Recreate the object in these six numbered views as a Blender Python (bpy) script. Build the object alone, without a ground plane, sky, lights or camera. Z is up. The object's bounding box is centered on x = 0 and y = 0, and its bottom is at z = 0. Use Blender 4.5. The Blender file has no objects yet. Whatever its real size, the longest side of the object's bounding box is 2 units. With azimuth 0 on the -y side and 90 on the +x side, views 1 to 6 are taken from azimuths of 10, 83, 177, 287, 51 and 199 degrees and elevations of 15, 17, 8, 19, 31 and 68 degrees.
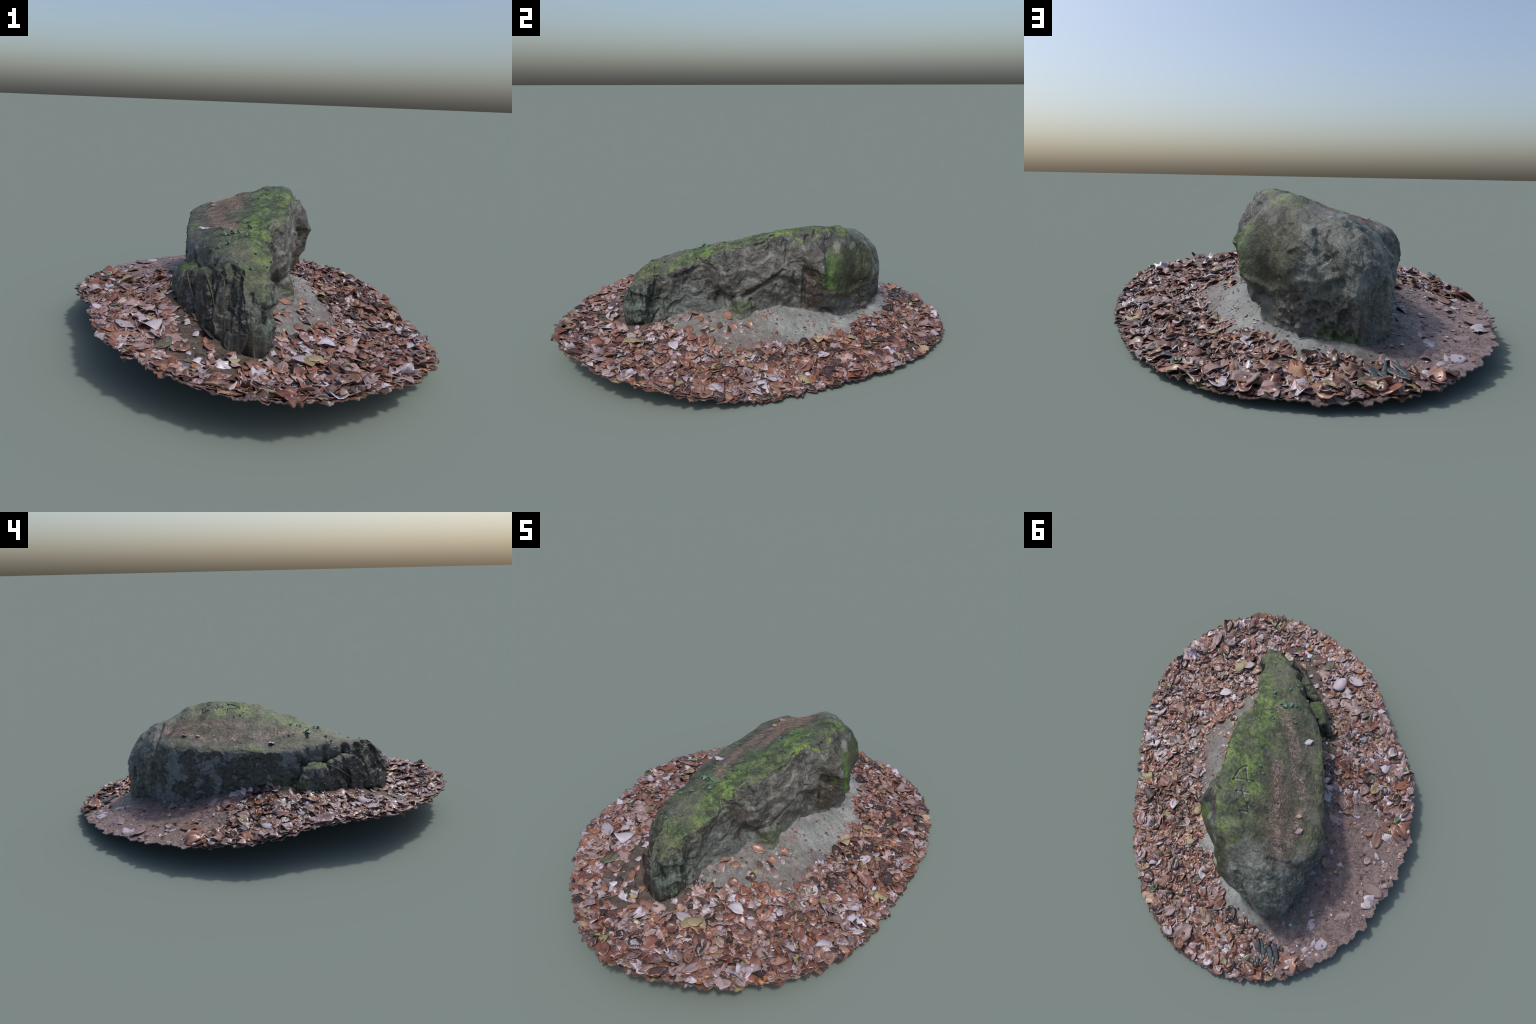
import bpy, math
import numpy as np
from mathutils import Matrix, Vector

rng = np.random.default_rng(20240611)

# ------------------------------------------------------------------ noise
def _hash(ix, iy, iz, seed):
    h = (ix.astype(np.uint32) * np.uint32(374761393) + iy.astype(np.uint32) * np.uint32(668265263)
         + iz.astype(np.uint32) * np.uint32(2246822519) + np.uint32(seed * 3266489917 & 0xffffffff))
    h = (h ^ (h >> np.uint32(13))) * np.uint32(1274126177)
    return h ^ (h >> np.uint32(16))

def gnoise(P, seed=0):
    """Gradient noise, about -1..1."""
    i = np.floor(P).astype(np.int64); f = P - i
    u = f * f * f * (f * (f * 6 - 15) + 10)
    out = 0
    for dx in (0, 1):
        for dy in (0, 1):
            for dz in (0, 1):
                h = _hash(i[:, 0] + dx, i[:, 1] + dy, i[:, 2] + dz, seed)
                gx = ((h & np.uint32(255)).astype(float) / 127.5 - 1)
                gy = (((h >> np.uint32(8)) & np.uint32(255)).astype(float) / 127.5 - 1)
                gz = (((h >> np.uint32(16)) & np.uint32(255)).astype(float) / 127.5 - 1)
                w = ((u[:, 0] if dx else 1 - u[:, 0]) * (u[:, 1] if dy else 1 - u[:, 1]) * (u[:, 2] if dz else 1 - u[:, 2]))
                out = out + w * (gx * (f[:, 0] - dx) + gy * (f[:, 1] - dy) + gz * (f[:, 2] - dz))
    return out * 1.25

def fbm(P, freq, octaves=4, gain=.5, seed=0, ridged=False):
    P = np.asarray(P, float); a = 1.0; s = 0; t = 0
    fr = np.asarray(freq, float)
    for k in range(octaves):
        n = gnoise(P * fr + 17.3 * k + seed * 5.1, seed + k)
        if ridged:
            n = 1 - 2 * np.abs(n)
        s = s + a * n; t += a; a *= gain; fr = fr * 2.03
    return s / t

def facets(P, size, seed=0, sharp=.35, stretch=(1, 1, 1), tilt=.5):
    """Irregular chips: every cell of a jittered lattice is a small plane with its own height and tilt."""
    Q = np.asarray(P, float) / (np.asarray(stretch, float) * size)
    base = np.floor(Q).astype(np.int64)
    d1 = np.full(len(Q), 99.0); d2 = d1.copy(); h1 = np.zeros(len(Q)); h2 = h1.copy()
    flat = np.ptp(Q[:, 2]) == 0
    for dx in (-1, 0, 1):
        for dy in (-1, 0, 1):
            for dz in ((0,) if flat else (-1, 0, 1)):
                c = base + [dx, dy, dz]
                h = _hash(c[:, 0], c[:, 1], c[:, 2], seed); k = _hash(c[:, 0], c[:, 1], c[:, 2], seed + 991)
                r = [((h >> np.uint32(s)) & np.uint32(255)) / 255.0 for s in (0, 8, 16, 24)]
                t = [((k >> np.uint32(s)) & np.uint32(255)) / 127.5 - 1 for s in (0, 8, 16)]
                v = Q - c - np.stack(r[:3], 1)
                if flat: v[:, 2] = 0
                d = np.sqrt((v * v).sum(1))
                val = (r[3] * 2 - 1) + tilt * 2 * (v * np.stack(t, 1)).sum(1)
                near = d < d1
                d2 = np.where(near, d1, np.minimum(d2, d)); h2 = np.where(near, h1, np.where(d <= d2, val, h2))
                h1 = np.where(near, val, h1); d1 = np.where(near, d, d1)
    w = .5 * sstep(sharp, 0, d2 - d1)
    return h1 * (1 - w) + h2 * w

def sstep(a, b, x):
    t = np.clip((x - a) / (b - a), 0, 1)
    return t * t * (3 - 2 * t)

# ------------------------------------------------------------ the ground
RIM_R = [.8496, .0138, .0073, -.1072, -.0819, -.0225, -.0115, .0108, .0052, -.0043, -.0011, .003, -.0005, -.0003, -.005, -.0037, .0025, .0039, -.0008]
RIM_Z = [.0933, -.0434, -.0688, -.012, .0052, -.0069, -.0015, -.0076, .0001, -.0014, .0028]

def fourier(c, t):
    s = np.full_like(t, c[0])
    for k in range(1, (len(c) + 1) // 2):
        s = s + c[2 * k - 1] * np.cos(k * t) + c[2 * k] * np.sin(k * t)
    return s

def rim_r(t): return fourier(RIM_R, t)
def rim_z(t): return fourier(RIM_Z, t)

# spot heights of the ground: against the boulder and out in the litter
SPOTS = np.array([
    (.121, .397, .099), (.205, -.113, .148), (.166, -.336, .165), (.187, -.582, .130), (.345, -.597, .110),
    (-.230, -.595, .180), (.523, -.093, .060), (.452, -.111, .066), (.374, -.427, .100), (.307, .254, .054),
    (.292, .420, .050), (-.566, .156, .129), (-.572, .500, .087), (-.345, -.100, .194), (-.283, -.155, .220),
    (-.194, .791, .055), (-.341, .556, .118), (-.381, .768, .062), (-.293, .805, .056), (-.009, -.802, .138),
    (.034, -.756, .136), (.096, -.724, .130), (-.160, .690, .088), (-.30, .64, .105), (-.255, -.275, .212),
    (.0, -.60, .165), (-.33, .18, .170), (-.295, .0, .205), (-.35, .36, .136), (-.42, .28, .124), (-.42, .45, .110),
    (.200, -.008, .162), (.190, .044, .168), (.240, .044, .140), (.206, .09, .157), (.151, .201, .156), (.16, .294, .127), (.213, .168, .108),
    (.228, .077, .130), (.215, .428, .082), (.02, .49, .097), (-.06, .57, .095), (.27, .10, .088), (-.15, -.45, .200), (.08, -.68, .140),
    (.20, -.80, .122), (.05, -.86, .138), (.36, -.70, .100), (.50, .15, .050), (.47, .42, .052), (-.40, -.25, .184), (-.10, -.60, .175)])
_rt = np.linspace(0, 2 * math.pi, 40, endpoint=False)
_ctl = np.vstack([SPOTS, np.stack([rim_r(_rt) * np.cos(_rt), rim_r(_rt) * np.sin(_rt), rim_z(_rt)], 1)])

def _tps(d2):
    return .5 * d2 * np.log(d2 + 1e-12)

def _fit_ground():
    n = len(_ctl); xy = _ctl[:, :2]
    K = _tps(((xy[:, None] - xy[None]) ** 2).sum(-1)) + np.eye(n) * 2e-3
    A = np.zeros((n + 3, n + 3)); A[:n, :n] = K
    A[:n, n] = 1; A[:n, n + 1:] = xy; A[n:, :n] = A[:n, n:].T
    return np.linalg.solve(A, np.r_[_ctl[:, 2], 0, 0, 0])
_gw = _fit_ground()

def ground(x, y):
    P = np.stack([np.ravel(x), np.ravel(y)], 1)
    out = np.empty(len(P)); n = len(_ctl)
    for s in range(0, len(P), 40000):
        q = P[s:s + 40000]
        out[s:s + 40000] = _tps(((q[:, None] - _ctl[None, :, :2]) ** 2).sum(-1)) @ _gw[:n] + _gw[n] + q @ _gw[n + 1:]
    return out

SAND = [(.16, -.50), (.22, -.47), (.27, -.39), (.33, -.29), (.39, -.19), (.39, -.08), (.37, .01), (.33, .13), (.31, .24), (.28, .33), (.24, .40), (.17, .45), (.12, .54),
        (.09, .60), (.01, .68), (-.08, .71), (-.17, .75), (-.24, .76), (-.25, .6), (0, .4), (.08, 0)]
BARE = [(-.20, .74), (-.24, .785), (-.33, .80), (-.47, .87), (-.95, .7), (-1, .10), (-.66, .12), (-.50, -.04), (-.42, .03),
        (-.36, -.05), (-.25, 0), (-.25, .6)]
TRODDEN = [(-.30, -.10), (-.36, -.2), (-.25, -.40), (-.16, -.56), (-.13, -.76), (-.03, -.84), (.10, -.84), (.15, -.74), (.24, -.64), (.19, -.50), (-.2, -.2)]

def inside(poly, x, y):
    c = np.zeros(len(x), bool); n = len(poly)
    for i in range(n):
        x0, y0 = poly[i]; x1, y1 = poly[i - 1]
        c ^= ((y0 > y) != (y1 > y)) & (x < (x1 - x0) * (y - y0) / (y1 - y0 + 1e-12) + x0)
    return c

def poly_dist(poly, x, y):
    """Signed distance, positive inside."""
    d = np.full(len(x), 9.0); n = len(poly)
    for i in range(n):
        a = np.array(poly[i - 1]); b = np.array(poly[i]) - a
        t = np.clip(((x - a[0]) * b[0] + (y - a[1]) * b[1]) / (b @ b), 0, 1)
        d = np.minimum(d, np.hypot(x - a[0] - t * b[0], y - a[1] - t * b[1]))
    return np.where(inside(poly, x, y), d, -d)

# ----------------------------------------------------------- node helper
class G:
    """A small language for shader node trees."""
    def __init__(self, name):
        self.mat = bpy.data.materials.new(name); self.mat.use_nodes = True
        self.t = self.mat.node_tree; self.t.nodes.clear()
        self.co = self.t.nodes.new('ShaderNodeTexCoord').outputs['Object']
        self.geo = self.t.nodes.new('ShaderNodeNewGeometry')
    def put(self, sock, v):
        if isinstance(v, bpy.types.NodeSocket): self.t.links.new(v, sock)
        elif v is not None:
            if sock.type == 'RGBA' and len(v) == 3: v = (*v, 1)
            sock.default_value = v
    def math(self, op, a, b=None, c=None, clamp=False):
        n = self.t.nodes.new('ShaderNodeMath'); n.operation = op; n.use_clamp = clamp
        for i, v in enumerate((a, b, c)):
            if v is not None: self.put(n.inputs[i], v)
        return n.outputs[0]
    def vec(self, op, a, b=None):
        n = self.t.nodes.new('ShaderNodeVectorMath'); n.operation = op
        self.put(n.inputs[0], a)
        if b is not None: self.put(n.inputs[1], b)
        return n.outputs['Value'] if op in ('LENGTH', 'DOT_PRODUCT', 'DISTANCE') else n.outputs[0]
    def mul(self, a, b): return self.math('MULTIPLY', a, b)
    def add(self, a, b): return self.math('ADD', a, b)
    def sub(self, a, b): return self.math('SUBTRACT', a, b)
    def mx(self, a, b): return self.math('MAXIMUM', a, b)
    def step(self, a, b, x):
        n = self.t.nodes.new('ShaderNodeMapRange'); n.interpolation_type = 'SMOOTHSTEP'
        lo, hi = (a, b) if a < b else (b, a)
        self.put(n.inputs[0], x); n.inputs[1].default_value = lo; n.inputs[2].default_value = hi
        n.inputs[3].default_value = 0.0 if a < b else 1.0; n.inputs[4].default_value = 1.0 if a < b else 0.0
        return n.outputs[0]
    def sep(self, v):
        n = self.t.nodes.new('ShaderNodeSeparateXYZ'); self.put(n.inputs[0], v); return n.outputs
    def scaled(self, s, v=None, rot=(0, 0, 0)):
        n = self.t.nodes.new('ShaderNodeMapping'); self.put(n.inputs[0], v or self.co)
        n.inputs['Scale'].default_value = s; n.inputs['Rotation'].default_value = rot
        return n.outputs[0]
    def noise(self, scale, detail=4, rough=.55, v=None, dist=0):
        n = self.t.nodes.new('ShaderNodeTexNoise'); self.put(n.inputs['Vector'], v or self.co)
        n.inputs['Scale'].default_value = scale; n.inputs['Detail'].default_value = detail
        n.inputs['Roughness'].default_value = rough; n.inputs['Distortion'].default_value = dist
        return n.outputs[0]
    def noise3(self, scale):
        n = self.t.nodes.new('ShaderNodeTexNoise'); self.put(n.inputs['Vector'], self.co)
        n.inputs['Scale'].default_value = scale; n.inputs['Detail'].default_value = 4
        return n.outputs['Color']
    def voronoi(self, scale, v=None, out='Distance', feature='F1'):
        n = self.t.nodes.new('ShaderNodeTexVoronoi'); self.put(n.inputs['Vector'], v or self.co)
        n.feature = feature; n.inputs['Scale'].default_value = scale
        return n.outputs[out]
    def mix(self, f, a, b):
        n = self.t.nodes.new('ShaderNodeMix'); n.data_type = 'RGBA'
        self.put(n.inputs[0], f); self.put(n.inputs[6], a); self.put(n.inputs[7], b)
        return n.outputs[2]
    def ramp(self, f, stops, k=.62):
        """Colour ramp; k gathers the stops round the middle, where noise values crowd."""
        n = self.t.nodes.new('ShaderNodeValToRGB'); self.put(n.inputs[0], f); e = n.color_ramp.elements
        while len(e) < len(stops): e.new(.5)
        for el, (p, c) in zip(e, stops): el.position = .5 + (p - .5) * k; el.color = (*c, 1)
        return n.outputs[0]
    def blob(self, centre, radii, soft=.25, warp=None, amount=.3):
        d = self.vec('LENGTH', self.vec('DIVIDE', self.vec('SUBTRACT', self.co, centre), radii))
        if warp is not None: d = self.add(d, self.mul(self.sub(warp, .5), amount * 2))
        return self.step(1 + soft, 1 - soft, d)
    def capsule(self, pts, radius, soft=.4, warp=None, amount=.02, flat=True):
        """Mask round a polyline in plan (flat) or in space."""
        co = self.vec('MULTIPLY', self.co, (1, 1, 0)) if flat else self.co
        best = None
        for a, b in zip(pts, pts[1:]):
            a = (*a, 0) if flat else a; b = (*b, 0) if flat else b
            ab = Vector(b) - Vector(a)
            pa = self.vec('SUBTRACT', co, a)
            t = self.math('DIVIDE', self.vec('DOT_PRODUCT', pa, tuple(ab)), ab.length_squared, clamp=True)
            n = self.t.nodes.new('ShaderNodeVectorMath'); n.operation = 'SCALE'
            n.inputs[0].default_value = ab; self.put(n.inputs['Scale'], t)
            d = self.vec('LENGTH', self.vec('SUBTRACT', pa, n.outputs[0]))
            best = d if best is None else self.math('MINIMUM', best, d)
        if warp is not None: best = self.add(best, self.mul(self.sub(warp, .5), amount * 2))
        return self.step(radius * (1 + soft), radius * (1 - soft), best)
    def finish(self, col, rough=.6, bump=None, strength=.3, distance=.004, spec=.4, translucent=0):
        b = self.t.nodes.new('ShaderNodeBsdfPrincipled'); o = self.t.nodes.new('ShaderNodeOutputMaterial')
        self.put(b.inputs['Base Color'], col); self.put(b.inputs['Roughness'], rough)
        self.put(b.inputs['Specular IOR Level'], spec)
        if bump is not None:
            n = self.t.nodes.new('ShaderNodeBump'); n.inputs['Strength'].default_value = strength
            n.inputs['Distance'].default_value = distance; self.put(n.inputs['Height'], bump)
            self.t.links.new(n.outputs[0], b.inputs['Normal'])
        s = b.outputs[0]
        if translucent:
            tr = self.t.nodes.new('ShaderNodeBsdfTranslucent'); self.put(tr.inputs[0], col)
            m = self.t.nodes.new('ShaderNodeMixShader'); m.inputs[0].default_value = translucent
            self.t.links.new(s, m.inputs[1]); self.t.links.new(tr.outputs[0], m.inputs[2]); s = m.outputs[0]
        self.t.links.new(s, o.inputs[0])
        return self.mat

# -------------------------------------------------------------- materials
NEEDLE_LINES = [[(-.01, -.23), (-.10, -.12), (-.16, .02), (-.21, .14), (-.235, .25), (-.22, .40)],
                [(-.08, .06), (-.12, .22), (-.15, .34), (-.20, .46)]]

def rock_material():
    g = G('weathered_stone')
    x, y, z = g.sep(g.co); nx, ny, nz = g.sep(g.geo.outputs['Normal'])
    warp = g.vec('ADD', g.co, g.vec('MULTIPLY', g.vec('SUBTRACT', g.noise3(14), (.5, .5, .5)), (.06, .06, .06)))
    big = g.noise(6, 5); mid = g.noise(22, 6, .65); fine = g.noise(85, 6, .7); speck = g.noise(240, 3, .7)
    streak = g.noise(1, 6, .65, g.scaled((44, 44, 6)))
    grit = g.add(g.mul(fine, .6), g.mul(speck, .4))
    # bare stone of the long east face: warm grey, greener towards the foot, chalky chips
    c = g.ramp(g.add(g.mul(mid, .6), g.mul(grit, .4)), [(.34, (.017, .018, .015)), (.45, (.042, .042, .036)), (.56, (.080, .081, .072)), (.68, (.160, .162, .150))])
    chalk = g.step(.56, .62, g.noise(13, 6, .65, warp))
    c = g.mix(g.mul(chalk, .55), c, (.180, .190, .178))
    c = g.mix(g.mul(g.step(.32, .16, z), g.mul(g.step(.30, .62, big), .7)), c, g.mix(grit, (.060, .075, .066), (.135, .155, .142)))
    slab = g.mul(g.blob((.18, .03, .40), (.12, .165, .095), .3, big, .5), .55)
    c = g.mix(slab, c, g.ramp(g.add(g.mul(mid, .5), g.mul(grit, .5)), [(.36, (.070, .067, .058)), (.5, (.128, .125, .113)), (.66, (.22, .218, .205))]))
    south = g.mul(g.blob((.15, -.36, .23), (.09, .14, .10), .4, big, .5), .65)
    c = g.mix(south, c, g.ramp(g.add(g.mul(mid, .5), g.mul(grit, .5)), [(.36, (.040, .050, .046)), (.5, (.088, .104, .096)), (.66, (.165, .185, .175))]))
    notch = g.mul(g.blob((.13, -.222, .30), (.07, .045, .09), .4, mid, .4), .6)  # crease shade under the notch, partly painted into the stone colour
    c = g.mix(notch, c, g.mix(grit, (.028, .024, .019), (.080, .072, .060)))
    # west face: very dark, cool grey with pale lichen plates
    lower = g.step(.60, .40, g.add(nz, g.mul(g.sub(mid, .5), .3)))
    west = g.mul(g.step(-.12, -.24, g.add(x, g.mul(g.step(-.1, -.5, y), -.2))), lower)
    west_dark = g.ramp(g.add(g.mul(mid, .5), g.mul(grit, .5)), [(.36, (.022, .027, .025)), (.52, (.050, .057, .051)), (.66, (.090, .099, .090))])
    pl = g.add(g.noise(9.5, 7, .62, warp), g.mul(g.sub(grit, .5), .20))
    foot = g.mul(g.step(.24, .13, z), g.step(.12, .34, y))
    plates = g.step(.53, .57, g.add(pl, g.mul(foot, .10)))
    west_dark = g.mix(g.mul(plates, g.add(.70, g.mul(mid, .5))), west_dark, g.mix(grit, (.115, .142, .155), (.195, .225, .238)))
    c = g.mix(g.mul(west, g.step(.62, .50, y)), c, west_dark)
    # the narrow south end: almost black with brown and pale upright streaks
    nose = g.mul(g.step(-.43, -.54, g.add(y, g.mul(g.sub(big, .5), .12))), g.step(.6, .35, g.add(nz, g.mul(g.sub(mid, .5), .25))))
    nosecol = g.ramp(g.add(g.mul(streak, .75), g.mul(grit, .25)), [(.36, (.013, .015, .013)), (.50, (.030, .031, .025)), (.60, (.058, .051, .038)), (.72, (.100, .110, .100))])
    c = g.mix(nose, c, nosecol)
    seg = g.mul(g.step(-.30, -.42, y), g.mul(g.step(.05, -.02, x), g.step(.55, .3, nz)))
    c = g.mix(seg, c, nosecol)
    teal = g.mul(g.blob((.185, -.58, .24), (.06, .10, .10), .4, mid, .5), .75)
    c = g.mix(teal, c, g.ramp(streak, [(.36, (.018, .026, .022)), (.52, (.045, .068, .054)), (.66, (.095, .125, .105))]))
    # north dome: damp grey with hanging stains
    north = g.step(.40, .54, g.add(y, g.add(g.mul(g.sub(big, .5), .30), g.mul(g.sub(mid, .5), .16))))
    dome = g.ramp(g.add(g.mul(streak, .45), g.mul(grit, .55)), [(.36, (.034, .041, .032)), (.46, (.076, .086, .072)), (.55, (.130, .143, .126)), (.68, (.220, .236, .218))])
    drip = g.step(.52, .60, g.noise(1, 7, .65, g.scaled((17, 17, 4.5), warp)))
    drip = g.mul(drip, g.step(.32, .22, g.add(z, g.mul(x, .35))))
    dome = g.mix(g.mul(drip, .8), dome, g.mix(grit, (.150, .180, .188), (.240, .270, .278)))
    dome = g.mix(g.mul(g.step(.54, .62, g.noise(9, 5, .6, warp)), .6), dome, (.050, .056, .036))
    c = g.mix(g.mul(north, .95), c, dome)
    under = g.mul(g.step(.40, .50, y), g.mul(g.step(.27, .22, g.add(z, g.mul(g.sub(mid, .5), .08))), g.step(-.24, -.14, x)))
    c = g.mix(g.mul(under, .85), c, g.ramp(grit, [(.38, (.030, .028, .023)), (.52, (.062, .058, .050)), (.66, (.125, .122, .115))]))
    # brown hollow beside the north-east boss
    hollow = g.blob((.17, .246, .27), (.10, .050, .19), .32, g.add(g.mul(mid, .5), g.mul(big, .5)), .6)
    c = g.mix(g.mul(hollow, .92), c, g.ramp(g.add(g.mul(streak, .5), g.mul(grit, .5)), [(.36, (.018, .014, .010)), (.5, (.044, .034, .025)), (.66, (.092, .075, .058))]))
    # moss on the top
    edge = g.add(nz, g.add(g.mul(g.sub(big, .5), .35), g.mul(g.sub(mid, .5), .60)))
    top = g.mul(g.step(.44, .62, edge), g.mul(g.step(.50, .36, g.add(y, g.add(g.mul(g.sub(big, .5), .40), g.mul(g.sub(mid, .5), .25)))), g.step(.28, .34, z)))
    ridge = g.add(g.sub(g.sub(z, .36), g.mul(.25, g.add(y, .5))), g.mul(g.sub(mid, .5), .06))
    top = g.mul(top, g.mx(g.step(.125, .085, x), g.step(-.040, -.010, ridge)))
    tuft = g.add(g.mul(g.noise(55, 7, .75), .45), g.add(g.mul(g.noise(15, 5, .6), .35), g.mul(speck, .20)))
    moss = g.ramp(tuft, [(.37, (.010, .018, .006)), (.45, (.028, .052, .010)), (.53, (.084, .145, .021)), (.64, (.165, .240, .054))])
    dull = g.ramp(tuft, [(.37, (.011, .014, .007)), (.45, (.027, .034, .015)), (.53, (.056, .070, .030)), (.63, (.120, .126, .068))])
    dull = g.mix(g.mul(g.step(.48, .60, g.noise(7, 5, .6, warp)), .6), dull, g.ramp(grit, [(.38, (.035, .033, .028)), (.54, (.082, .075, .065)), (.68, (.165, .150, .135))]))
    east = g.step(-.12, .05, g.add(x, g.add(g.mul(g.sub(big, .5), .45), g.mul(g.step(-.28, -.48, y), -.10))))
    patch = g.step(.40, .56, g.noise(9, 5, .6, warp))
    east = g.mul(east, g.add(.25, g.mul(patch, .75)))
    rimw = g.mul(g.step(-.20, -.26, x), g.mul(g.step(.05, -.10, y), g.step(.40, .6, mid)))
    mosscol = g.mix(g.mx(g.mul(east, g.add(.35, g.mul(g.step(-.55, -.30, y), .65))), rimw), dull, moss)
    c = g.mix(g.mul(top, .95), c, mosscol)
    # fallen conifer needles in the shallow channels on the top
    fibre = g.mx(g.noise(1, 3, .6, g.scaled((190, 45, 60), None, (0, 0, .5))), g.noise(1, 3, .6, g.scaled((45, 190, 60), None, (0, 0, .3))))
    needles = None
    for line in NEEDLE_LINES:
        m = g.capsule(line, .022, .6, g.add(g.mul(big, .5), g.mul(mid, .5)), .06)
        needles = m if needles is None else g.mx(needles, m)
    needles = g.mul(g.mul(needles, g.step(.30, .6, nz)), g.mul(g.step(.36, .40, z), g.step(.455, .57, g.add(g.mul(fibre, .35), g.add(g.mul(mid, .35), g.mul(big, .3))))))
    c = g.mix(g.mul(needles, .80), c, g.ramp(fibre, [(.42, (.110, .068, .060)), (.55, (.235, .150, .135)), (.68, (.40, .31, .28))]))
    # mossy face of the boss
    boss = g.mul(g.blob((.10, .435, .355), (.185, .185, .140), .08, g.add(g.mul(mid, .6), g.mul(big, .4)), .42), g.step(-.25, .0, nx))
    bosscol = g.ramp(tuft, [(.36, (.014, .015, .008)), (.48, (.029, .033, .013)), (.57, (.052, .060, .022)), (.66, (.098, .102, .052))])
    bosscol = g.mix(g.step(.41, .32, g.add(y, g.mul(g.sub(mid, .5), .14))), bosscol, g.ramp(tuft, [(.36, (.014, .028, .006)), (.5, (.035, .082, .010)), (.64, (.085, .160, .025))]))
    c = g.mix(g.mul(boss, .95), c, bosscol)
    chip = g.mul(g.mx(g.blob((.145, .372, .465), (.022, .018, .045), .12, mid, 1.6), g.blob((.095, .45, .465), (.030, .03, .020), .12, mid, 1.6)), .8)
    c = g.mix(chip, c, g.mix(grit, (.10, .115, .105), (.19, .21, .20)))
    # moss on the step under the overhang, at the foot on the west and at the north
    low = g.mul(g.blob((.20, -.10, .190), (.07, .055, .055), .3, mid, 1.3), .55)
    foot = g.mul(g.blob((-.24, -.26, .20), (.14, .16, .06), .4, mid, .6), .6)
    foot2 = g.mul(g.blob((-.11, .64, .11), (.07, .07, .04), .4, mid, .6), .7)
    crown = g.mul(g.blob((-.20, -.35, .335), (.07, .09, .018), .4, mid, .6), g.step(.3, .7, nz))
    c = g.mix(g.mx(g.mx(low, foot2), g.mx(foot, crown)), c, g.ramp(tuft, [(.36, (.014, .022, .007)), (.5, (.034, .062, .012)), (.62, (.085, .135, .028))]))
    dust = g.capsule([(.17, -.36, .165), (.2, -.03, .155), (.2, .09, .15), (.155, .2, .15), (.15, .3, .125), (.12, .4, .10), (.04, .49, .095), (-.06, .57, .095)], .022, .7, g.add(g.mul(mid, .6), g.mul(fine, .4)), .05, False)
    c = g.mix(g.mul(dust, .7), c, g.ramp(grit, [(.38, (.115, .118, .108)), (.5, (.19, .197, .185)), (.64, (.29, .295, .28))]))
    bump = g.add(g.mul(mid, .4), g.add(g.mul(fine, .7), g.mul(speck, .35)))
    shine = g.mx(top, boss)
    return g.finish(c, g.add(g.add(.13, g.mul(fine, .20)), g.mul(shine, .26)), bump, .85, .008, .65)

def carved_material():
    g = G('bare_carved_stone')
    m = g.noise(60, 5, .65)
    return g.finish(g.ramp(m, [(.36, (.090, .094, .086)), (.5, (.160, .168, .158)), (.66, (.24, .248, .238))]), .5, m, .4, .003)

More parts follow.
